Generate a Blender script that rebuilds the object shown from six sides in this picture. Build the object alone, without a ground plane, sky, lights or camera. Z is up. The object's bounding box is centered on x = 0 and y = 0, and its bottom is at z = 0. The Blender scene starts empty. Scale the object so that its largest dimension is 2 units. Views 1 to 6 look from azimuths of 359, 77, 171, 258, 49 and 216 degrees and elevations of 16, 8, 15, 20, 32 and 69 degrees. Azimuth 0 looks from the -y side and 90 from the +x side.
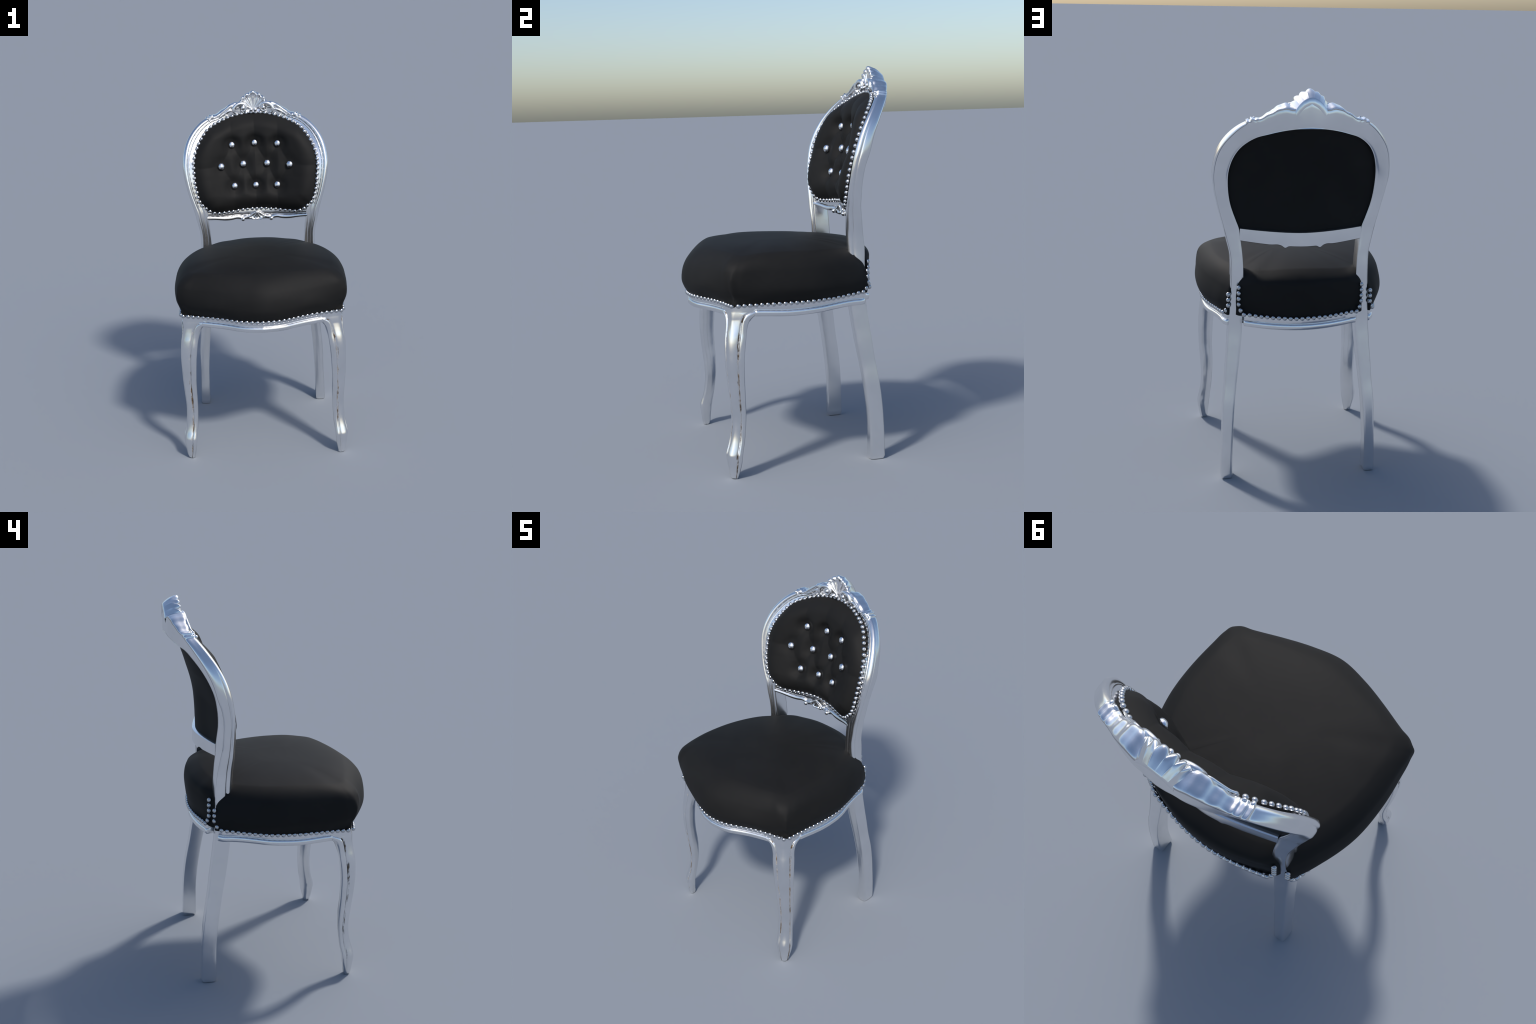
import bpy, math, random
import numpy as np
from mathutils import Vector, Matrix

random.seed(7)
rng = np.random.default_rng(7)

# ------------------------------------------------------------------ helpers
def link(o, parent=None):
    bpy.context.scene.collection.objects.link(o)
    if parent is not None:
        o.parent = parent
    return o

def make_mesh(name, verts, faces, mats, parent=None, smooth=True, slots=None):
    me = bpy.data.meshes.new(name)
    me.from_pydata([tuple(map(float, v)) for v in verts], [], [tuple(f) for f in faces])
    for m in (mats if isinstance(mats, (list, tuple)) else [mats]):
        me.materials.append(m)
    if slots is not None:
        me.polygons.foreach_set('material_index', slots)
    me.polygons.foreach_set('use_smooth', [smooth] * len(me.polygons))
    me.validate()
    me.update()
    return link(bpy.data.objects.new(name, me), parent)

def recalc(o):
    import bmesh
    bm = bmesh.new(); bm.from_mesh(o.data)
    bmesh.ops.remove_doubles(bm, verts=bm.verts, dist=1e-5)
    bmesh.ops.recalc_face_normals(bm, faces=bm.faces)
    bm.to_mesh(o.data); bm.free(); o.data.update()

def sharp_by_angle(o, deg):
    o.data.set_sharp_from_angle(angle=math.radians(deg))

def spline(P, s):
    """cubic Hermite through control rows P at chord-length fractions s (0..1)"""
    P = np.asarray(P, float)
    L = np.r_[0, np.cumsum(np.maximum(np.linalg.norm(np.diff(P, axis=0), axis=1), 1e-6))]
    L /= L[-1]
    return hermite(L, P, np.asarray(s, float))

def hermite(t, P, s):
    t = np.asarray(t, float); P = np.asarray(P, float)
    if P.ndim == 1: P = P[:, None]
    d = np.diff(P, axis=0) / np.diff(t)[:, None]
    m = np.empty_like(P)
    m[0], m[-1] = d[0], d[-1]
    h = np.diff(t)
    m[1:-1] = (d[:-1] * h[1:, None] + d[1:] * h[:-1, None]) / (h[1:] + h[:-1])[:, None]
    i = np.clip(np.searchsorted(t, s, side='right') - 1, 0, len(t) - 2)
    u = ((s - t[i]) / h[i])[:, None]; hh = h[i][:, None]
    return ((2*u**3 - 3*u**2 + 1) * P[i] + (u**3 - 2*u**2 + u) * hh * m[i]
            + (-2*u**3 + 3*u**2) * P[i+1] + (u**3 - u**2) * hh * m[i+1])

def grid_faces(nu, nv, wrap_u=False, wrap_v=False):
    F = []
    for i in range(nu if wrap_u else nu - 1):
        for j in range(nv if wrap_v else nv - 1):
            a, b = i, (i + 1) % nu
            c, d = j, (j + 1) % nv
            F.append((a*nv + c, b*nv + c, b*nv + d, a*nv + d))
    return F

def bump(x, c, w):
    return np.exp(-((x - c) / w) ** 2)

def tube(path, radii, seg=14, flatten=1.0, cap=True):
    """round rod along a path; returns verts, faces"""
    path = np.asarray(path, float); n = len(path)
    T = np.gradient(path, axis=0); T /= np.linalg.norm(T, axis=1)[:, None]
    ref = np.array([0., 1., 0.])
    V = []
    for p, t, r in zip(path, T, radii):
        a = np.cross(ref, t); a /= np.linalg.norm(a)
        b = np.cross(t, a)
        for k in range(seg):
            w = 2 * math.pi * k / seg
            V.append(p + r * (math.cos(w) * a + flatten * math.sin(w) * b))
    F = grid_faces(n, seg, False, True)
    if cap:
        F.append(tuple(range(seg))); F.append(tuple((n-1)*seg + k for k in range(seg)))
    return V, F

def ellipsoid(c, r, nu=20, nv=12):
    V, F = [], []
    for i in range(nv + 1):
        th = math.pi * i / nv
        for k in range(nu):
            ph = 2 * math.pi * k / nu
            V.append((c[0] + r[0]*math.sin(th)*math.cos(ph), c[1] + r[1]*math.sin(th)*math.sin(ph), c[2] + r[2]*math.cos(th)))
    F = grid_faces(nv + 1, nu, False, True)
    return V, F

def merge(parts):
    V, F = [], []
    for v, f in parts:
        o = len(V); V += list(v); F += [tuple(i + o for i in q) for q in f]
    return V, F

def mirrored(part):
    v, f = part
    return [(-p[0], p[1], p[2]) for p in v], [tuple(reversed(q)) for q in f]

# ---------------------------------------------------------------- materials
def new_mat(name):
    m = bpy.data.materials.new(name); m.use_nodes = True
    nt = m.node_tree
    return m, nt, nt.nodes['Principled BSDF']

def noise(nt, scale, detail=3, rough=.5, stretch=None):
    tc = nt.nodes.new('ShaderNodeTexCoord')
    n = nt.nodes.new('ShaderNodeTexNoise')
    n.inputs['Scale'].default_value = scale
    n.inputs['Detail'].default_value = detail
    n.inputs['Roughness'].default_value = rough
    src = tc.outputs['Object']
    if stretch:
        mp = nt.nodes.new('ShaderNodeMapping'); mp.inputs['Scale'].default_value = stretch
        nt.links.new(src, mp.inputs['Vector']); src = mp.outputs['Vector']
    nt.links.new(src, n.inputs['Vector'])
    return n

def ramp(nt, fac, stops):
    r = nt.nodes.new('ShaderNodeValToRGB')
    e = r.color_ramp.elements
    while len(e) < len(stops): e.new(0.5)
    for el, (p, c) in zip(e, stops):
        el.position = p; el.color = (*c, 1)
    nt.links.new(fac, r.inputs['Fac'])
    return r

def add_bump(nt, bsdf, fac, strength, dist):
    b = nt.nodes.new('ShaderNodeBump')
    b.inputs['Strength'].default_value = strength
    b.inputs['Distance'].default_value = dist
    nt.links.new(fac, b.inputs['Height']); nt.links.new(b.outputs['Normal'], bsdf.inputs['Normal'])

def silver_material(name, worn=False):
    m, nt, b = new_mat(name)
    n = noise(nt, 9, 4)
    col = ramp(nt, n.outputs['Fac'], [(.3, (.84, .845, .85)), (.7, (.90, .90, .905))])
    b.inputs['Metallic'].default_value = 1
    rg = noise(nt, 30, 3)
    rr = ramp(nt, rg.outputs['Fac'], [(.3, (.215,)*3), (.7, (.25,)*3)])
    nt.links.new(rr.outputs['Color'], b.inputs['Roughness'])
    nt.links.new(col.outputs['Color'], b.inputs['Base Color'])
    g = noise(nt, 16, 2)
    add_bump(nt, b, g.outputs['Fac'], .03, .004)
    if worn:      # rubbed-through brown ground coat, broken up along the groove
        w = noise(nt, 40, 5, .7, (1, 1, .30))
        mask = ramp(nt, w.outputs['Fac'], [(.495, (0, 0, 0)), (.575, (1, 1, 1))])
        w2 = noise(nt, 90, 3)
        brown = ramp(nt, w2.outputs['Fac'], [(.3, (.045, .032, .021)), (.7, (.17, .12, .075))])
        mix = nt.nodes.new('ShaderNodeMix'); mix.data_type = 'RGBA'
        nt.links.new(mask.outputs['Color'], mix.inputs['Factor'])
        nt.links.new(col.outputs['Color'], mix.inputs[6]); nt.links.new(brown.outputs['Color'], mix.inputs[7])
        nt.links.new(mix.outputs[2], b.inputs['Base Color'])
        inv = nt.nodes.new('ShaderNodeMath'); inv.operation = 'SUBTRACT'; inv.inputs[0].default_value = 1
        nt.links.new(mask.outputs['Color'], inv.inputs[1]); nt.links.new(inv.outputs[0], b.inputs['Metallic'])
    return m

SILVER = silver_material('silver_leaf_paint')
WORN = silver_material('silver_leaf_worn_groove', True)

def fabric_material():
    m, nt, b = new_mat('black_velvet')
    n = noise(nt, 6, 4)
    col = ramp(nt, n.outputs['Fac'], [(.3, (.0095, .0095, .0095)), (.7, (.0118, .0117, .0115))])
    nt.links.new(col.outputs['Color'], b.inputs['Base Color'])
    b.inputs['Roughness'].default_value = .64
    b.inputs['Specular IOR Level'].default_value = .13
    g = noise(nt, 420, 2)
    add_bump(nt, b, g.outputs['Fac'], .08, .001)
    return m
FABRIC = fabric_material()

def metal(name, c, r, bumpy=0):
    m, nt, b = new_mat(name)
    b.inputs['Metallic'].default_value = 1
    n = noise(nt, 60, 2)
    col = ramp(nt, n.outputs['Fac'], [(.3, tuple(v * .92 for v in c)), (.7, c)])
    nt.links.new(col.outputs['Color'], b.inputs['Base Color'])
    b.inputs['Roughness'].default_value = r
    return m
NAIL = metal('polished_nail_steel', (.54, .55, .57), .22)
CHROME = metal('mirror_button', (.86, .87, .90), .09)

# ------------------------------------------------------------- chair roots
chair = link(bpy.data.objects.new('dining_chair', None))
chair['label'] = 'ornate silver baroque dining chair with black velvet upholstery'
chair['category'] = 'chair'

# front plane of the reclined, bowed backrest (height of the nail heads)
def back_plane(x, z):
    t = z - 1.58
    return .386 + .249*t + .165*t*t - .773*x*x + .234*x*x*t - .008*np.exp(-((z - 1.295)/.045)**2)

# ------------------------------------------- rear leg, upright and arched frame
# lower part: box section per height  z, x0, x1, y0, y1
LEG_BOX = [
    (0.000, .350, .402, .331, .403), (0.010, .346, .405, .327, .407),
    (0.035, .346, .405, .327, .407), (0.10, .346, .404, .328, .407), (0.20, .344, .400, .328, .405), (0.30, .339, .398, .321, .399),
    (0.40, .332, .394, .310, .388), (0.50, .322, .384, .296, .372), (0.60, .310, .377, .279, .359),
    (0.70, .299, .369, .265, .346), (0.80, .291, .363, .254, .334), (0.90, .289, .359, .251, .331),
    (1.00, .287, .353, .251, .335), (1.10, .287, .349, .251, .340), (1.17, .291, .351, .248, .337)]
# upper part: outer-front, outer-rear, inner-rear, inner-front guide points
ARCH = [
    ((.367, .242, 1.25), (.373, .313, 1.25), (.301, .331, 1.25), (.297, .248, 1.25)),
    ((.379, .241, 1.31), (.389, .304, 1.31), (.310, .329, 1.31), (.303, .250, 1.31)),
    ((.389, .241, 1.345), (.397, .304, 1.34), (.323, .328, 1.345), (.318, .252, 1.345)),
    ((.412, .246, 1.427), (.417, .304, 1.42), (.350, .325, 1.424), (.346, .258, 1.423)),
    ((.430, .257, 1.512), (.435, .316, 1.505), (.363, .332, 1.503), (.358, .268, 1.51)),
    ((.438, .273, 1.585), (.441, .340, 1.575), (.364, .348, 1.578), (.361, .282, 1.59)),
    ((.430, .300, 1.662), (.433, .361, 1.645), (.353, .373, 1.637), (.350, .306, 1.645)),
    ((.405, .337, 1.735), (.410, .394, 1.715), (.330, .405, 1.692), (.328, .346, 1.702)),
    ((.355, .386, 1.803), (.361, .437, 1.784), (.292, .440, 1.738), (.291, .384, 1.755)),
    ((.297, .421, 1.844), (.304, .474, 1.836), (.243, .471, 1.771), (.243, .416, 1.794)),
    ((.225, .442, 1.866), (.231, .501, 1.868), (.188, .507, 1.791), (.194, .440, 1.817)),
    ((.168, .450, 1.905), (.174, .523, 1.901), (.138, .527, 1.805), (.142, .456, 1.838)),
    ((.115, .456, 1.937), (.120, .537, 1.920), (.095, .538, 1.813), (.096, .464, 1.850)),
    ((.080, .472, 1.930), (.078, .544, 1.914), (.065, .541, 1.817), (.065, .468, 1.854)),
    ((.045, .492, 1.918), (.042, .546, 1.938), (.035, .546, 1.819), (.035, .470, 1.856)),
    ((.000, .496, 1.925), (.000, .550, 1.957), (.000, .549, 1.820), (.000, .472, 1.857))]
ease = lambda z: float(np.interp(z, [.9, 1.0, 1.10, 1.17], [0, .004, .008, .013]))     # outer rear edge turns in below the arch
stations = [[x1, y0, z, x1 + .3*ease(z), y1 - ease(z), z, x0, y1, z, x0, y0, z] for z, x0, x1, y0, y1 in LEG_BOX] + \
           [[c for p in row for c in p] for row in ARCH]
stations = np.array(stations)
mean = stations.reshape(-1, 4, 3).mean(axis=1)
arc = np.r_[0, np.cumsum(np.linalg.norm(np.diff(mean, axis=0), axis=1))]
samples = np.unique(np.round(np.r_[np.linspace(0, arc[-1], 230), np.linspace(arc[-1] - .42, arc[-1], 130)], 5))
G = hermite(arc, stations, samples).reshape(-1, 4, 3)

# moulding: front face (inner->outer, relief), outer side face (front->rear, relief)
FRONT = [(0.03, -.001), (.15, 0), (.25, 0), (.31, 0), (.34, 0), (.38, 0), (.46, 0), (.545, -.001), (.555, .0025), (.62, .003),
         (.635, -.004), (.655, -.004), (.69, .003), (.78, .0085), (.87, .009), (.95, .0045)]
REED = [0, .001, .0005, -.001, -.006, -.001, .002, .001, -.002, -.002, 0, 0, 0, 0, 0, 0]     # extra flute on the lower upright
SIDE = [(.02, -.0005), (.08, .003), (.16, .005), (.24, .003), (.285, -.0035), (.33, .002), (.42, .0045), (.55, .005), (.70, .0045), (.84, .003), (.93, .000), (.98, -.005)]
REAR = [(.03, -.0025), (.08, .0), (.25, .001), (.5, .001), (.75, .001), (.92, 0.), (.97, -.0025)]
INNER = [(.03, -.0015), (.1, 0), (.5, 0), (.9, 0), (.97, -.001)]
plain_front = [-.0035, 0, .001, .0015, .002, .002, .002, .002, .002, .002, .002, .0015, .001, .0005, -.001, -.0035]
plain_side = [-.0035, -.001, .0005, .001, .0015, .0015, .0015, .0015, .001, .0, -.001, -.0035]

def frame_section(g, s):
    OF, OR, IR, IF = g
    zc = g[:, 2].mean()
    ea = OF - IF; ea /= np.linalg.norm(ea)
    eb = OR - OF; eb /= np.linalg.norm(eb)
    w = float(np.clip((zc - .93) / .1, 0, 1))               # mouldings start just above the seat
    ws = w * float(np.clip((1.72 - zc) / .18, 0, 1))         # side groove dies out towards the arch
    low = float(np.clip((1.36 - zc) / .08, 0, 1))
    xc = abs(OF[0]); top = zc > 1.6
    knot = 0.
    if top:      # ribbon knots wrapped over the outer edge, soft ripples up to the crest
        knot = .012*bump(xc, .281, .0065) + .017*bump(xc, .259, .009) + .006*bump(xc, .240, .006)
        if .09 < xc < .235:
            knot += .0025*math.sin((xc - .09) * 2*math.pi/.048) * math.sin(math.pi*(xc - .09)/.145)
    pts = []
    for k, (a, h) in enumerate(FRONT):
        hh = w*(h + low*REED[k]) + (1 - w)*plain_front[k]
        kk = knot * max(0, (a - .55) / .45)
        pts.append(IF + (OF - IF)*a - eb*(hh - .003*w + .55*kk) + ea*(kk - (.0015 + .003*w)*a))
    for k, (b, h) in enumerate(SIDE):
        hg = h if k not in (3, 4, 5) else .005 + (h - .005) * (ws/w if w > 0 else 0)
        hh = w*hg + (1 - w)*plain_side[k]
        pts.append(OF + (OR - OF)*b + ea*(hh - .0015 - .003*w + knot*(1 - .3*b)))
    for c, h in REAR:
        pts.append(OR + (IR - OR)*c + eb*(h - .001) + ea*(knot*.6*max(0, 1 - c*4) - (.0015 + .003*w)*(1 - c)))
    for d, h in INNER:
        pts.append(IR + (IF - IR)*d - ea*h)
    return pts

sections = np.array([frame_section(g, s) for g, s in zip(G, samples)])
npts = sections.shape[1]
zc_all = G[:, :, 2].mean(axis=1)
cut = int(np.argmax(zc_all > .93))

def loft(sec, cap_first):
    V = sec.reshape(-1, 3)
    F = grid_faces(len(sec), npts, False, True)
    if cap_first: F.append(tuple(range(npts)))
    return V, F

frame_half = loft(sections[cut:], False)
frame_v, frame_f = merge([frame_half, mirrored(frame_half)])
backrest_frame = make_mesh('backrest_frame', frame_v, frame_f, SILVER, chair)
recalc(backrest_frame)

leg_part = loft(sections[:cut + 1], True)
for part in (leg_part, mirrored(leg_part)):
    o = make_mesh('rear_leg', part[0], part[1], SILVER, chair)
    recalc(o); sharp_by_angle(o, 60)

# ----------------------------------------------------------- lower back rail
def rail_section(x):
    ax = abs(x)
    t = ax / .31
    zt_f = 1.300 + .004*t; zt_r = 1.299 + .013*t*t
    zb = 1.2235 + .022*t**1.7 - .010*bump(ax, .087, .012) + .004*bump(ax, .125, .02)
    yf = back_plane(x, 1.285) + .000 + .012*t**3
    yr = .397 - .30*(math.sqrt(x*x + .01) - .1)
    top_f = np.array([x, yf + .010, zt_f]); bot_f = np.array([x, yf - .002, zb + .009 - .008*bump(ax, .19, .06)])
    P = []
    # front face from top to bottom with a rounded bead along the lower edge
    for c, h in [(0, 0), (.2, 0), (.5, -.001), (.58, -.004), (.62, .001), (.68, .004), (.77, .006), (.87, .005), (.95, .001), (1, -.005)]:
        p = top_f*(1 - c) + bot_f*c; p[1] -= h; P.append(p)
    P.append(np.array([x, yf + .02, zb])); P.append(np.array([x, yr - .008, zb])); P.append(np.array([x, yr - .001, zb + .004]))
    P.append(np.array([x, yr, zb + .02])); P.append(np.array([x, yr, zt_r - .02]))
    P.append(np.array([x, yr - .001, zt_r - .004])); P.append(np.array([x, yr - .008, zt_r]))
    P.append(np.array([x, yf + .03, zt_f]))
    return P
xs = np.linspace(-.304, .304, 141)
rs = np.array([rail_section(x) for x in xs])
rn = rs.shape[1]
back_rail = make_mesh('backrest_rail', rs.reshape(-1, 3), grid_faces(len(xs), rn, False, True)
                      + [tuple(range(rn)), tuple((len(xs) - 1)*rn + k for k in range(rn))], SILVER, chair)
recalc(back_rail); sharp_by_angle(back_rail, 50)

# ------------------------------------------------------------------ carvings
def fan(center, tips, radii, face, up=1, sweep=None, rim=None, nr=26, na=150, relief=.010):
    """lobed palmette: lobes with pointed ends fanning out from a centre; face(x,z) gives the ground depth"""
    tips = np.radians(tips)
    lo, hi = tips[0] - (tips[1]-tips[0])*.5, tips[-1] + (tips[-1]-tips[-2])*.5
    V = []
    bounds = np.r_[lo, (tips[1:] + tips[:-1])/2, hi]
    for ph in np.linspace(lo, hi, na):
        k = min(max(np.searchsorted(bounds, ph) - 1, 0), len(tips) - 1)
        half = (bounds[k+1] - bounds[k])/2; mid = (bounds[k+1] + bounds[k])/2
        q = abs(ph - mid)/half                                   # 0 on the rib, 1 in the valley
        R = radii[k] * (1 - .11*q**1.6)
        row = []
        for r in np.linspace(0, 1, nr):
            rr = r*R
            x, z = center[0] + rr*math.sin(ph), center[1] + up*rr*math.cos(ph)
            lobe = math.sqrt(max(0, 1 - q*q))
            h = relief*lobe*min(1, .25 + 1.2*r) + .012*(1 - r)**2 + .006*math.exp(-((r-.93)/.1)**2)
            if r > .97: h -= .004
            row.append((x, face(x, z) - h, z))
        if rim is not None:
            x0, y0, z0 = row[-1]
            x1, y1, z1 = rim(ph/hi)
            env = .955*float(hermite(tips, np.array(radii), np.array([min(max(ph, tips[0]), tips[-1])]))[0, 0])
            xe, ze = center[0] + env*math.sin(ph), center[1] + up*env*math.cos(ph)
            for t in (.04, .12, .22, .34, .48, .62, .76, .9, 1):
                sag = .011*math.sin(math.pi*t**.75)
                b = min(1, t/.34)*.85                    # scallops fade towards the back
                xa, za = x0 + (xe - x0)*b, z0 + (ze - z0)*b
                row.append((xa + (x1-xa)*t, y0 + (y1-y0)*t, za + (z1-za)*t + sag))
            row.append((x1*.9, y1 - .004, z1 - .03))
        else:
            x0, y0, z0 = row[-1]
            row.append((x0, y0 + .022, z0))
        V += row
    n = len(row)
    return V, grid_faces(na, n)

crest_face = lambda x, z: .488 - .9*x*x + .10*(1.98 - z)*0
def crest_rim(q):
    return (.076*q, .551 - .8*(.076*q)**2, 1.960 - .061*abs(q)**2)
shell = make_mesh('shell_carving', *fan((0, 1.885), [-61, -42.5, -24, 0, 24, 42.5, 61],
                  [.101, .105, .107, .1155, .107, .105, .101], crest_face, 1, rim=crest_rim, relief=.013), SILVER, backrest_frame)
recalc(shell)

def crest_y(x, z):                                   # carved crest front, about the frame face
    return back_plane(x, min(z, 1.87)) - .004
def spiral(points, lift, rad):
    P = spline(points, np.linspace(0, 1, 60))
    path = [(x, crest_y(x, z) - lift, z) for x, z in P]
    return tube(path, np.interp(np.linspace(0, 1, 60), *rad), 14)
scroll_main = spiral([(.104, 1.866), (.118, 1.879), (.119, 1.897), (.107, 1.914), (.088, 1.924), (.068, 1.925),
                      (.052, 1.918), (.044, 1.904), (.048, 1.888), (.062, 1.879), (.076, 1.884)],
                     .006, ([0, .15, .5, 1], [.006, .012, .011, .006]))
scroll_leaf = spiral([(.112, 1.872), (.128, 1.886), (.150, 1.884), (.178, 1.870), (.206, 1.853)], .001, ([0, .3, 1], [.008, .009, .003]))
scroll_edge = spiral([(.122, 1.912), (.140, 1.912), (.165, 1.897), (.190, 1.879), (.222, 1.858)], .003, ([0, .3, 1], [.005, .006, .004]))
scroll_eye = ellipsoid((.063, crest_y(.063, 1.9) - .010, 1.900), (.013, .013, .013))
scroll = merge([scroll_main, scroll_leaf, scroll_edge, scroll_eye])
for part in (scroll, mirrored(scroll)):
    recalc(make_mesh('scroll_carving', part[0], part[1], SILVER, backrest_frame))

knot = merge([ellipsoid((.280, .422, 1.848), (.0085, .011, .0085)), ellipsoid((.270, .424, 1.836), (.007, .009, .007)),
              tube([(.236, .440, 1.838), (.247, .432, 1.852), (.257, .428, 1.866)], [.003, .007, .005]),
              tube([(.246, .437, 1.834), (.256, .430, 1.846), (.268, .426, 1.857)], [.003, .006, .005]),
              tube([(.240, .440, 1.842), (.232, .438, 1.851), (.222, .440, 1.858)], [.003, .005, .003])])
for part in (knot, mirrored(knot)):
    recalc(make_mesh('ribbon_carving', part[0], part[1], SILVER, backrest_frame))

collar = merge([ellipsoid((s*.013, .452, 1.889), (.012, .012, .010)) for s in (-1, 1)])
recalc(make_mesh('shell_collar', collar[0], collar[1], SILVER, backrest_frame))

# small fan with curled ends on the lower rail
rail_face = lambda x, z: back_plane(x, 1.285) - .001
small_fan = fan((0, 1.276), [-62, -33, 0, 33, 62], [.064, .053, .046, .053, .064], rail_face, -1, nr=16, na=90, relief=.007)
def rail_tube(points, lift, rad):
    P = spline(points, np.linspace(0, 1, 30))
    return tube([(x, rail_face(x, z) - lift, z) for x, z in P], np.interp(np.linspace(0, 1, 30), *rad), 12)
curl = merge([rail_tube([(0, 1.281), (.020, 1.272), (.042, 1.256), (.066, 1.248), (.086, 1.246)], .007, ([0, .5, 1], [.006, .006, .005])),
              ellipsoid((.087, rail_face(.087, 1.24) - .008, 1.238), (.013, .012, .012))])
carv = merge([small_fan, curl, mirrored(curl)])
recalc(make_mesh('rail_carving', carv[0], carv[1], SILVER, back_rail))

# ---------------------------------------------------------------- nail rows
nail_v, nail_f = [], []
NS, NR = 18, 8
for i in range(NR + 1):                       # domed head with a turned-in skirt, axis +z
    th = math.radians(118) * i / NR
    for k in range(NS):
        ph = 2*math.pi*k/NS
        nail_v.append((math.sin(th)*math.cos(ph), math.sin(th)*math.sin(ph), math.cos(th)*.92))
nail_f = grid_faces(NR + 1, NS, False, True)
nail_mesh = None
def place_nail(p, n, r, parent):
    global nail_mesh
    if nail_mesh is None:
        o = make_mesh('upholstery_nail', nail_v, nail_f, NAIL, parent); recalc(o); nail_mesh = o.data
    else:
        o = link(bpy.data.objects.new('upholstery_nail', nail_mesh), parent)
    q = Vector(n).normalized().to_track_quat('Z', 'Y')
    rr = r * (1 + random.uniform(-.04, .04))
    o.matrix_world = Matrix.Translation(Vector(p)) @ q.to_matrix().to_4x4() @ Matrix.Diagonal((rr, rr, rr, 1))

def along(P, spacing):
    fine = spline(P, np.linspace(0, 1, 600))
    L = np.r_[0, np.cumsum(np.linalg.norm(np.diff(fine, axis=0), axis=1))]
    n = max(2, int(round(L[-1]/spacing)) + 1)
    t = np.linspace(0, L[-1], n)
    return np.array([[np.interp(v, L, fine[:, k]) for k in range(fine.shape[1])] for v in t])

# ---------------------------------------------------------- backrest cushion
# nail line (x, z) from the bottom centre round the right side to the top centre
LINE = [(0, 1.300), (.05, 1.299), (.10, 1.296), (.15, 1.291), (.20, 1.288), (.25, 1.290), (.283, 1.303), (.308, 1.325), (.330, 1.346),
        (.343, 1.370), (.352, 1.397), (.364, 1.452), (.370, 1.510), (.3735, 1.565), (.372, 1.605), (.364, 1.643), (.345, 1.694),
        (.316, 1.743), (.281, 1.785), (.230, 1.815), (.198, 1.829), (.144, 1.849), (.079, 1.863), (.03, 1.868), (0, 1.869)]
half_line = spline(LINE, np.linspace(0, 1, 400))
full_line = np.vstack([half_line, half_line[-2:0:-1] * [-1, 1]])

BUTTONS = [(-.139, 1.690), (0, 1.696), (.139, 1.690), (-.207, 1.570), (-.073, 1.574), (.073, 1.574), (.207, 1.570),
           (-.130, 1.447), (0, 1.445), (.130, 1.447)]
BUTTON_RISE = [.030, .024, .032, .047, .031, .032, .050, .037, .030, .039]
SEAMS = [(0, 3), (0, 4), (1, 4), (1, 5), (2, 5), (2, 6), (3, 7), (4, 7), (4, 8), (5, 8), (5, 9), (6, 9)]
seam_lines = [(BUTTONS[a], BUTTONS[b], 1.0) for a, b in SEAMS]
seam_lines += [(BUTTONS[i], (BUTTONS[i][0]*1.04, 1.90), .55) for i in (0, 1, 2)]
seam_lines += [(BUTTONS[i], (BUTTONS[i][0]*1.02, 1.26), .55) for i in (7, 8, 9)]
seam_lines += [(BUTTONS[3], (-.42, 1.565), .55), (BUTTONS[6], (.42, 1.565), .55)]

def seg_dist(x, z, a, b):
    ax, az = a; bx, bz = b
    dx, dz = bx - ax, bz - az
    t = np.clip(((x - ax)*dx + (z - az)*dz)/(dx*dx + dz*dz), 0, 1)
    return np.hypot(x - ax - t*dx, z - az - t*dz), t

def edge_dist(x, z):
    d = np.full(x.shape, 9.)
    for i in range(0, len(full_line), 3):
        a, b = full_line[i], full_line[(i + 3) % len(full_line)]
        d = np.minimum(d, seg_dist(x, z, a, b)[0])
    return d

def cushion_rise(x, z, d):
    up = np.clip((z - 1.62)/.12, 0, 1)
    e = np.clip(d/(.105 - .022*up), 0, 1)
    low = np.clip((1.50 - z)/.10, 0, 1)
    puff = -.004 + (.060 + .010*up + .011*low)*(1 - (1 - e)**2.3)
    puff = puff - .012*np.exp(-((x/.15)**2 + ((z - 1.62)/.10)**2)**2)
    puff = puff + .005*np.exp(-((np.abs(x) - .275)/.06)**2 - ((z - 1.47)/.09)**2)*np.clip(d/.04, 0, 1)
    dip = np.zeros_like(x)
    for (a, b, wgt) in seam_lines:
        s, t = seg_dist(x, z, a, b)
        fade = wgt * (1 - (.55*t if wgt < 1 else .35*np.sin(np.pi*t)))
        dip = np.maximum(dip, fade*(.007*np.exp(-s/.010) + .013*np.exp(-(s/.040)**2)))
    puff = puff - dip*np.clip(d/.03, 0, 1)
    for (bx, bz), rise in zip(BUTTONS, BUTTON_RISE):
        r = np.hypot(x - bx, z - bz)
        g = np.exp(-(r/.042)**2.3)
        puff = puff*(1 - g) + (rise - .010)*g
    return puff

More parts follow.
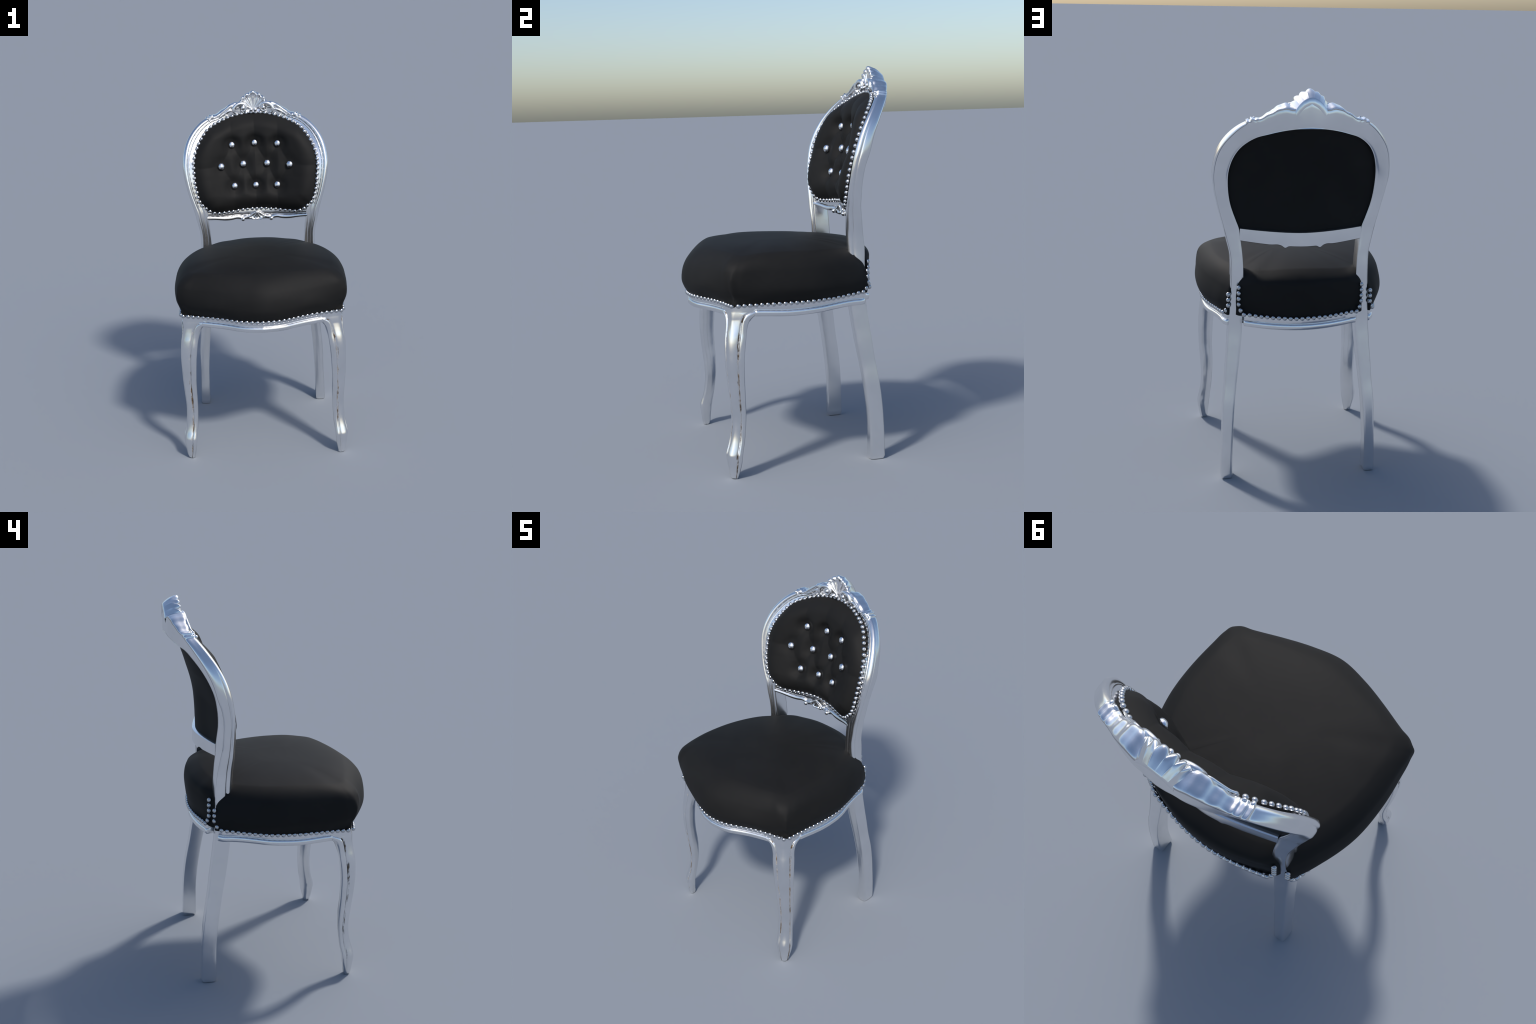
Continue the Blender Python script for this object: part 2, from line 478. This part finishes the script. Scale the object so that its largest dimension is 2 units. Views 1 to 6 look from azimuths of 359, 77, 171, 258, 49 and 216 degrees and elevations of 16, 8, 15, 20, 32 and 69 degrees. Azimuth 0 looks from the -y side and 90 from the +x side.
NA, NRAD = 300, 84
ang = np.linspace(0, 1, NA, endpoint=False)
L = np.r_[0, np.cumsum(np.linalg.norm(np.diff(np.vstack([full_line, full_line[:1]]), axis=0), axis=1))]
closed = np.vstack([full_line, full_line[:1]])
bx = np.interp(ang*L[-1], L, closed[:, 0]); bz = np.interp(ang*L[-1], L, closed[:, 1])
rad = 1 - (1 - np.linspace(0, 1, NRAD))**1.35
rad[0] = .004
X = rad[:, None]*bx[None, :]; Z = 1.57 + rad[:, None]*(bz - 1.57)[None, :]
D = edge_dist(X, Z)
R = cushion_rise(X, Z, D)
Y = back_plane(X, Z) - R
V = [(X[i, j], Y[i, j], Z[i, j]) for i in range(NRAD) for j in range(NA)]
F = grid_faces(NRAD, NA, False, True) + [tuple(range(NA))]
base = len(V)                                            # skirt tucked behind the nails
V += [(bx[j]*.985, back_plane(bx[j], bz[j]) + .03, 1.57 + (bz[j] - 1.57)*.985) for j in range(NA)]
F += [((NRAD-1)*NA + j, (NRAD-1)*NA + (j+1) % NA, base + (j+1) % NA, base + j) for j in range(NA)]
back_cushion = make_mesh('backrest_cushion', V, F, FABRIC, chair)
recalc(back_cushion)

# buttons
bv = []
for i in range(11):
    th = math.radians(105)*i/10
    for k in range(28):
        ph = 2*math.pi*k/28
        bv.append((math.sin(th)*math.cos(ph), math.sin(th)*math.sin(ph), .78*math.cos(th)))
bf = grid_faces(11, 28, False, True)
button_mesh = None
for (x, z), rise in zip(BUTTONS, BUTTON_RISE):
    if button_mesh is None:
        o = make_mesh('tufting_button', bv, bf, CHROME, back_cushion); recalc(o); button_mesh = o.data
    else:
        o = link(bpy.data.objects.new('tufting_button', button_mesh), back_cushion)
    e = 1e-3
    n = Vector(((back_plane(x + e, z) - back_plane(x - e, z))/(2*e), -1, (back_plane(x, z + e) - back_plane(x, z - e))/(2*e)))
    q = n.normalized().to_track_quat('Z', 'Y')
    r = .0225
    o.matrix_world = Matrix.Translation((x, back_plane(x, z) - rise + .003, z)) @ q.to_matrix().to_4x4() @ Matrix.Diagonal((r, r, r, 1))

loop = np.vstack([half_line, half_line[-2::-1]*[-1, 1]])
for x, z in along(loop, .0292)[:-1]:
    e = 1e-3
    n = Vector(((back_plane(x+e, z) - back_plane(x-e, z))/(2*e), -1, (back_plane(x, z+e) - back_plane(x, z-e))/(2*e))).normalized()
    jx, jz = random.uniform(-.0012, .0012), random.uniform(-.0012, .0012)
    place_nail(Vector((x + jx, back_plane(x, z), z + jz)) + n*.001, n, .0125, back_cushion)

# ------------------------------------------------------------- rear panel
PANEL_Y = [(1.25, .381), (1.30, .383), (1.457, .391), (1.569, .405), (1.628, .419), (1.742, .457), (1.84, .500)]
def panel_y(x, z):
    pz = np.array([p[0] for p in PANEL_Y]); py = np.array([p[1] for p in PANEL_Y])
    mixz = np.clip((1.64 - z)/.14, 0, 1)
    bow = .62*x*x*(1 - mixz) + (.008 + .29*(np.sqrt(x*x + .01) - .1) + .006*np.exp(-((np.abs(x) - .19)/.09)**2))*mixz
    return hermite(pz, py, np.atleast_1d(z))[:, 0] - bow
rear_outline = np.array([(0, 1.290), (.18, 1.292), (.305, 1.300), (.335, 1.345), (.362, 1.424), (.376, 1.503), (.377, 1.578), (.366, 1.640), (.342, 1.700),
                         (.303, 1.750), (.252, 1.786), (.195, 1.808), (.10, 1.828), (0, 1.836)])
ro = spline(rear_outline, np.linspace(0, 1, 120)); ro = np.vstack([ro, ro[-2:0:-1]*[-1, 1]])
V, nr_ = [], 16
for i in range(nr_):
    f = .01 + .99*i/(nr_ - 1)
    px, pz = ro[:, 0]*f, 1.57 + (ro[:, 1] - 1.57)*f
    V += list(zip(px, panel_y(px, pz), pz))
m = len(ro)
F = grid_faces(nr_, m, False, True) + [tuple(range(m))]
panel = make_mesh('backrest_panel', V, F, FABRIC, chair)
recalc(panel)
sol = panel.modifiers.new('thick', 'SOLIDIFY'); sol.thickness = .012; sol.offset = 0

# ------------------------------------------------------------- seat cushion
# control net of the right half: rows run up the side and over the top, columns run
# from the front centre round the corner and the slot for the upright to the rear centre
SEAT = [
 [(0, -.518, .858), (0, -.540, .893), (0, -.551, .935), (0, -.538, 1.000), (0, -.498, 1.060), (0, -.425, 1.106), (0, -.245, 1.147)],
 [(.125, -.494, .858), (.130, -.516, .893), (.134, -.525, .940), (.130, -.515, 1.000), (.120, -.478, 1.060), (.105, -.412, 1.105), (.070, -.240, 1.146)],
 [(.270, -.420, .858), (.273, -.460, .895), (.274, -.482, .940), (.268, -.470, 1.000), (.252, -.440, 1.060), (.225, -.385, 1.102), (.140, -.225, 1.143)],
 [(.385, -.380, .858), (.390, -.411, .895), (.392, -.428, .940), (.388, -.422, 1.000), (.370, -.400, 1.058), (.330, -.350, 1.097), (.195, -.205, 1.139)],
 [(.428, -.367, .858), (.438, -.384, .895), (.449, -.403, .940), (.446, -.401, 1.000), (.426, -.382, 1.056), (.375, -.330, 1.093), (.218, -.195, 1.138)],
 [(.446, -.354, .858), (.460, -.369, .895), (.474, -.382, .940), (.471, -.380, 1.000), (.449, -.358, 1.055), (.395, -.310, 1.091), (.230, -.184, 1.137)],
 [(.449, -.326, .858), (.467, -.335, .895), (.482, -.342, .940), (.479, -.341, 1.000), (.457, -.324, 1.056), (.403, -.282, 1.092), (.236, -.168, 1.137)],
 [(.453, -.260, .858), (.476, -.264, .895), (.488, -.265, .940), (.482, -.264, 1.000), (.460, -.252, 1.060), (.408, -.222, 1.098), (.242, -.135, 1.138)],
 [(.459, -.120, .858), (.483, -.120, .895), (.498, -.120, .940), (.490, -.120, 1.000), (.462, -.112, 1.060), (.410, -.100, 1.099), (.244, -.070, 1.140)],
 [(.450, .050, .858), (.475, .050, .895), (.487, .050, .935), (.476, .050, 1.000), (.447, .048, 1.056), (.394, .045, 1.095), (.235, .020, 1.139)],
 [(.406, .200, .860), (.430, .205, .895), (.440, .205, .935), (.430, .203, .995), (.403, .194, 1.050), (.352, .172, 1.090), (.210, .100, 1.132)],
 [(.380, .300, .864), (.388, .304, .895), (.392, .305, .935), (.383, .300, .982), (.358, .282, 1.038), (.312, .245, 1.083), (.190, .150, 1.126)],
 [(.362, .336, .866), (.364, .341, .895), (.362, .341, .935), (.356, .335, .972), (.343, .312, 1.026), (.302, .266, 1.083), (.182, .165, 1.124)],
 [(.340, .305, .866), (.340, .305, .895), (.339, .305, .935), (.336, .303, .975), (.328, .296, 1.028), (.291, .279, 1.084), (.174, .172, 1.123)],
 [(.312, .350, .866), (.313, .357, .895), (.313, .359, .935), (.311, .356, .990), (.303, .338, 1.044), (.278, .290, 1.086), (.165, .180, 1.123)],
 [(.270, .371, .870), (.270, .382, .898), (.271, .387, .940), (.269, .386, 1.000), (.262, .373, 1.052), (.240, .318, 1.092), (.145, .190, 1.124)],
 [(.190, .391, .866), (.190, .407, .898), (.190, .414, .945), (.190, .414, 1.010), (.187, .400, 1.057), (.172, .340, 1.097), (.105, .200, 1.128)],
 [(.090, .410, .862), (.090, .427, .898), (.090, .434, .945), (.090, .434, 1.015), (.089, .418, 1.064), (.083, .355, 1.106), (.052, .210, 1.134)],
 [(0, .414, .858), (0, .432, .898), (0, .439, .945), (0, .438, 1.015), (0, .421, 1.066), (0, .358, 1.108), (0, .212, 1.135)]]
net = np.array(SEAT)
for k, row in enumerate(net):
    fc = bump(k, 4.0, 2.0)                                   # lower edge tucks in towards the front corners
    row[1:4, 0] -= .010*bump(k, 5., 1.6)*np.array([1, 1, .5]); row[0:4, 1] += .015*fc*np.array([.2, 1, .9, .4])
    rq = bump(k, 15.2, 1.3)                                  # rear quarters
    row[1:4, 1] -= .011*rq
    if k >= 14: row[1:3, 1] -= np.array([.008, .006])
    fr = bump(k, 1.5, 3.0)                                   # fuller front of the crown
    row[4:6, 2] += .010*fr*np.array([.5, 1])
    sh = bump(k, 8.2, 2.4) + bump(k, 12., 2.2)               # fuller shoulders along the sides
    row[4:6, 2] += .010*min(1, sh)*np.array([.8, 1]); row[4, 0] += .005*bump(k, 8.2, 2.4)
net[:, 6, 2] = net[:, 5, 2] + .75*(1.133 - net[:, 5, 2])
plan = net[:, 2, :2]
u = np.r_[0, np.cumsum(np.linalg.norm(np.diff(plan, axis=0), axis=1))]
us = np.unique(np.r_[np.linspace(0, u[-1], 200), u[5] + np.linspace(-.05, .05, 60)])
rows = []
for j in range(net.shape[1]):
    full_t = np.r_[-u[:0:-1], u, 2*u[-1] - u[-2::-1]]               # extend evenly across the symmetry plane
    mir = net[:, j]*[-1, 1, 1]
    full_p = np.vstack([mir[:0:-1], net[:, j], mir[-2::-1]])
    rows.append(hermite(full_t, full_p, us))
rows = np.array(rows)                                             # (7, 190, 3)
centre = np.array([0, -.07, 1.133])
tj = np.array([0, 1, 2, 3, 4, 5.2, 7.2, 10.])
tt = np.linspace(0, 5.2, 48)
net_full = np.concatenate([rows, np.broadcast_to(centre, (1,) + rows.shape[1:])])
S = np.stack([hermite(tj, net_full[:, k], tt) for k in range(rows.shape[1])])    # (190, nt, 3)
# crown: a shallow dome from the shoulder row to the centre
f = (1 - np.linspace(0, .985, 34)[1:])[None, :, None]
shoulder = S[:, -1:, :]
crown = centre + (shoulder - centre)*f
crown[:, :, 2] = centre[2] + (shoulder[:, :, 2] - centre[2])*f[:, :, 0]**3.6
S = np.concatenate([S, crown], axis=1)
for _ in range(90):                                   # ease the shoulder into the crown
    j0, j1 = 32, 70
    S[:, j0:j1, 2] = .5*S[:, j0:j1, 2] + .25*(S[:, j0-1:j1-1, 2] + S[:, j0+1:j1+1, 2])
right = S; left = S[-2:0:-1]*[-1, 1, 1]
S = np.concatenate([right, left])                                 # full ring
# pleat at the two front corners, soft unevenness of the stuffing
ring_c = np.array([.474, -.382])
for i in range(len(S)):
    for j in range(S.shape[1]):
        p = S[i, j]
        d = np.hypot(abs(p[0]) - (.449 + .026*min(1, max(0, (p[2]-.858)/.08))), p[1] + .358 + .026*min(1, max(0, (p[2]-.858)/.08)))
        k = (1.5*math.exp(-(d/.0045)**2) - math.exp(-(d/.016)**2)) * np.clip((1.045 - p[2])/.05, 0, 1)
        S[i, j, 0] -= np.sign(p[0])*.0055*k; S[i, j, 1] += .0055*k
        wob = .0015*math.sin(9*p[0] + 1.3)*math.sin(8*p[1] + .4)*np.clip((p[2] - .9)/.1, 0, 1)
        S[i, j, 2] += wob
nu, nt_ = S.shape[:2]
V = S.reshape(-1, 3)
F = grid_faces(nu, nt_, True, False) + [tuple(i*nt_ + nt_ - 1 for i in range(nu)), tuple(i*nt_ for i in range(nu))]
seat = make_mesh('seat_cushion', V, F, FABRIC, chair)
recalc(seat)

# nails under the cushion edge
front_line = [(-.441, -.372), (-.40, -.383), (-.341, -.398), (-.287, -.417), (-.231, -.440), (-.173, -.470), (-.130, -.494), (-.08, -.511), (0, -.522),
              (.08, -.511), (.130, -.494), (.173, -.470), (.231, -.440), (.287, -.417), (.341, -.398), (.40, -.383), (.441, -.372)]
side_line = [(.454, -.343), (.455, -.30), (.457, -.24), (.462, -.17), (.465, -.10), (.463, -.03), (.457, .03), (.444, .085), (.428, .13), (.411, .19), (.398, .25), (.384, .305)]
rear_line = [(.286, .371), (.25, .381), (.21, .391), (.125, .408), (.06, .416), (0, .419), (-.06, .416), (-.125, .408), (-.21, .391), (-.25, .381), (-.286, .371)]
def ring_nails(line, zf, spacing=.0292):
    P = along(line, spacing)
    T = np.gradient(P, axis=0)
    for (x, y), (dx, dy) in zip(P, T):
        n = Vector((dy, -dx, 0)).normalized()
        if n.x*x + n.y*y < 0: n = -n
        place_nail((x + .002*n.x, y + .002*n.y, zf(x, y) - .002 + random.uniform(-.001, .001)), n + Vector((0, 0, -.05)), .0121, seat)
ring_nails(front_line, lambda x, y: .8625)
ring_nails(side_line, lambda x, y: .863 + .012*max(0, (y - .15)/.15))
ring_nails([(-x, y) for x, y in side_line], lambda x, y: .863 + .012*max(0, (y - .15)/.15))
ring_nails(rear_line, lambda x, y: .865 + .014*min(1, (abs(x)/.25)**2))
for sx in (-1, 1):
    for k in range(5):
        place_nail((sx*(.311 if k else .302), .358 if k else .364, .898 + .029*k), (sx*.1, 1, 0), .0118, seat)
    for k in range(4):
        place_nail((sx*(.362 if k else .372), .338 if k else .326, .889 + .0285*k), (sx*.5, 1, 0), .0118, seat)

# ---------------------------------------------------------------- seat rail
ring = np.array(front_line[8:] + side_line + [(.366, .325), (.340, .338), (.318, .348)] + rear_line[:6])
ring_s = spline(ring, np.linspace(0, 1, 260))
ring_full = np.vstack([ring_s, ring_s[-2:0:-1]*[-1, 1]])
nn = len(ring_full)
T = np.roll(ring_full, -1, axis=0) - np.roll(ring_full, 1, axis=0)
for _ in range(3): T = (np.roll(T, 1, axis=0) + T*2 + np.roll(T, -1, axis=0))/4
Nrm = np.stack([T[:, 1], -T[:, 0]], axis=1); Nrm /= np.linalg.norm(Nrm, axis=1)[:, None]
RAIL = [(-.006, .874), (-.0045, .870), (-.0045, .845), (-.0055, .834), (-.0085, .830), (-.003, .8275), (.0005, .822), (.0015, .814), (.0, .806), (-.004, .800), (-.010, .7975), (-.045, .7985), (-.050, .803), (-.050, .874)]
V = []
for (x, y), n in zip(ring_full, Nrm):
    ax = abs(x)
    if y < -.30: dz = .004*(1 - math.cos(math.pi*min(1, ax/.30)))/2*0 + .002*min(1, ax/.3)
    elif y > .33: dz = .016*min(1, (ax/.28)**2)
    else: dz = .010*bump(y, .26, .12) + .006*bump(y, -.27, .10) - .003*bump(y, -.07, .1)
    corner = math.hypot(ax - .452, y + .360)
    tuck = .022*(1 - np.clip((corner - .075)/.03, 0, 1))                   # dies into the front leg
    if y > .20: tuck = max(tuck, .05*(1 - np.clip((abs(ax - .328) - .028)/.010, 0, 1)))   # and into the rear leg
    for off, z in RAIL:
        f = 1 if z < .84 else 0
        if off > -.02: off = off - tuck
        V.append((x + n[0]*off, y + n[1]*off, z + dz*f))
seat_rail = make_mesh('seat_rail', V, grid_faces(nn, len(RAIL), True, True), SILVER, chair)
recalc(seat_rail); sharp_by_angle(seat_rail, 55)

# ---------------------------------------------------------------- front legs
# z, inner and outer reach along the diagonal, half width, half spacing of the grooves
CAB = [(0.000, .557, .591, .0200, .0145, .0353), (0.006, .5555, .594, .0220, .0165, .0353), (0.04, .5547, .600, .0313, .0215, .0362), (0.08, .5516, .606, .0411, .0270, .0373),
       (0.108, .549, .609, .0450, .0302, .0373), (0.118, .5465, .6085, .0450, .0302, .0376), (0.14, .5425, .602, .0418, .0295, .0390), (0.16, .5383, .5945, .0394, .0285, .0409), (0.20, .5303, .583, .0366, .0265, .0432),
       (0.25, .5216, .575, .0355, .0245, .0455), (0.30, .5155, .572, .0360, .0245, .0468), (0.35, .5145, .575, .0380, .0250, .0472), (0.40, .5157, .580, .0398, .0258, .0470),
       (0.45, .520, .585, .0425, .0270, .0462), (0.50, .523, .590, .0455, .0290, .0447), (0.55, .525, .595, .0485, .0310, .0432), (0.60, .524, .598, .0508, .0325, .0430),
       (0.65, .520, .596, .0530, .0345, .0428), (0.70, .512, .589, .0564, .0365, .0428), (0.74, .498, .580, .0595, .0380, .0425), (0.77, .483, .574, .0640, .0400, .0425),
       (0.790, .472, .571, .0720, .0440, .0425), (0.803, .465, .570, .0830, .0490, .0425), (0.813, .460, .569, .0950, .0560, .0425), (0.821, .457, .568, .1080, .0680, .0425), (0.828, .454, .567, .1150, .0850, .0425),
       (0.845, .450, .566, .1150, .0950, .0425), (0.866, .450, .565, .1150, .0950, .0425)]
cab = np.array(CAB)
zs = np.unique(np.r_[np.linspace(0, .76, 120), np.linspace(.76, .866, 50), .108, .113, .118])
prm = hermite(cab[:, 0], cab[:, 1:], zs)
V, groove_cols = [], []
for z, (ui, uo, hw, g, cw) in zip(zs, prm):
    hw = hw + .005*float(np.clip((z - .10)/.08, 0, 1)*np.clip((.74 - z)/.06, 0, 1))
    b = hw - g
    top = float(np.clip((z - .72)/.07, 0, 1))
    gd = .006*np.clip((.835 - z)/.02, 0, 1)          # groove depth, vanishes under the nails
    hb = min(hw, .060)
    def half_section(front):                         # the rail behind the corner turns back faster on the side
        def fall(o):
            low = .62*o
            high = (.58*o if front else .50*o + .50*max(0, o - .055)) + .35*max(0, o - .088)
            return low*(1 - top) + high*top
        ug, ue = uo - fall(g), uo - fall(hw) - .003
        H = []
        for a in (0, .2, .4, .6, .78, .90):          # rounded central boss
            rnd = fall(g)*(a**1.9)*.86
            H.append((a*g, uo - (rnd*(1 - top) + fall(a*g)*top)))
        H += [(g*.965, ug - gd*.2 + .001), (g, ug - gd), (g + b*.10, ug - gd*.9), (g + b*.24, uo - fall(g + b*.2) + .0005),
              (g + b*.5, uo - fall(g + b*.42) + .0035), (g + b*.8, uo - fall(g + b*.75) + .001)]
        H += [(hw, ue - .004), (hw - .0005, ue - .010)]
        H += [(hw*.92 if z < .78 else hw*.98, ue - .3*(ue - ui) - .004), (hb*.78, ui + .012), (hb*.55, ui + .003), (hb*.25, ui)]
        return H
    ring_pts = half_section(False) + [(-w, q) for w, q in reversed(half_section(True)[1:])]
    out = .006*float(np.clip((.62 - z)/.15, 0, 1))
    for w, q in ring_pts:
        ww = w + cw
        V.append((.70711*(q + out + ww), .70711*(-q - out + ww) - .0015*float(np.clip((.74 - z)/.06, 0, 1)), z))
ns = len(ring_pts)
F = grid_faces(len(zs), ns, False, True)
worn_cols = {5, 6, 7, 8} | {ns - 1 - k for k in (5, 6, 7, 8)}
slots = []
for i in range(len(zs) - 1):
    for j in range(ns):
        slots.append(1 if (j in worn_cols and zs[i] < .815) else 0)
F += [tuple(range(ns)), tuple((len(zs)-1)*ns + k for k in range(ns))]
slots += [1, 0]
for sx in (1, -1):
    vv = [(sx*p[0], p[1], p[2]) for p in V]
    ff = F if sx > 0 else [tuple(reversed(f)) for f in F]
    o = make_mesh('front_leg', vv, ff, [SILVER, WORN], chair, slots=slots)
    import bmesh
    bm = bmesh.new(); bm.from_mesh(o.data); bmesh.ops.recalc_face_normals(bm, faces=bm.faces); bm.to_mesh(o.data); bm.free()
    sharp_by_angle(o, 65)
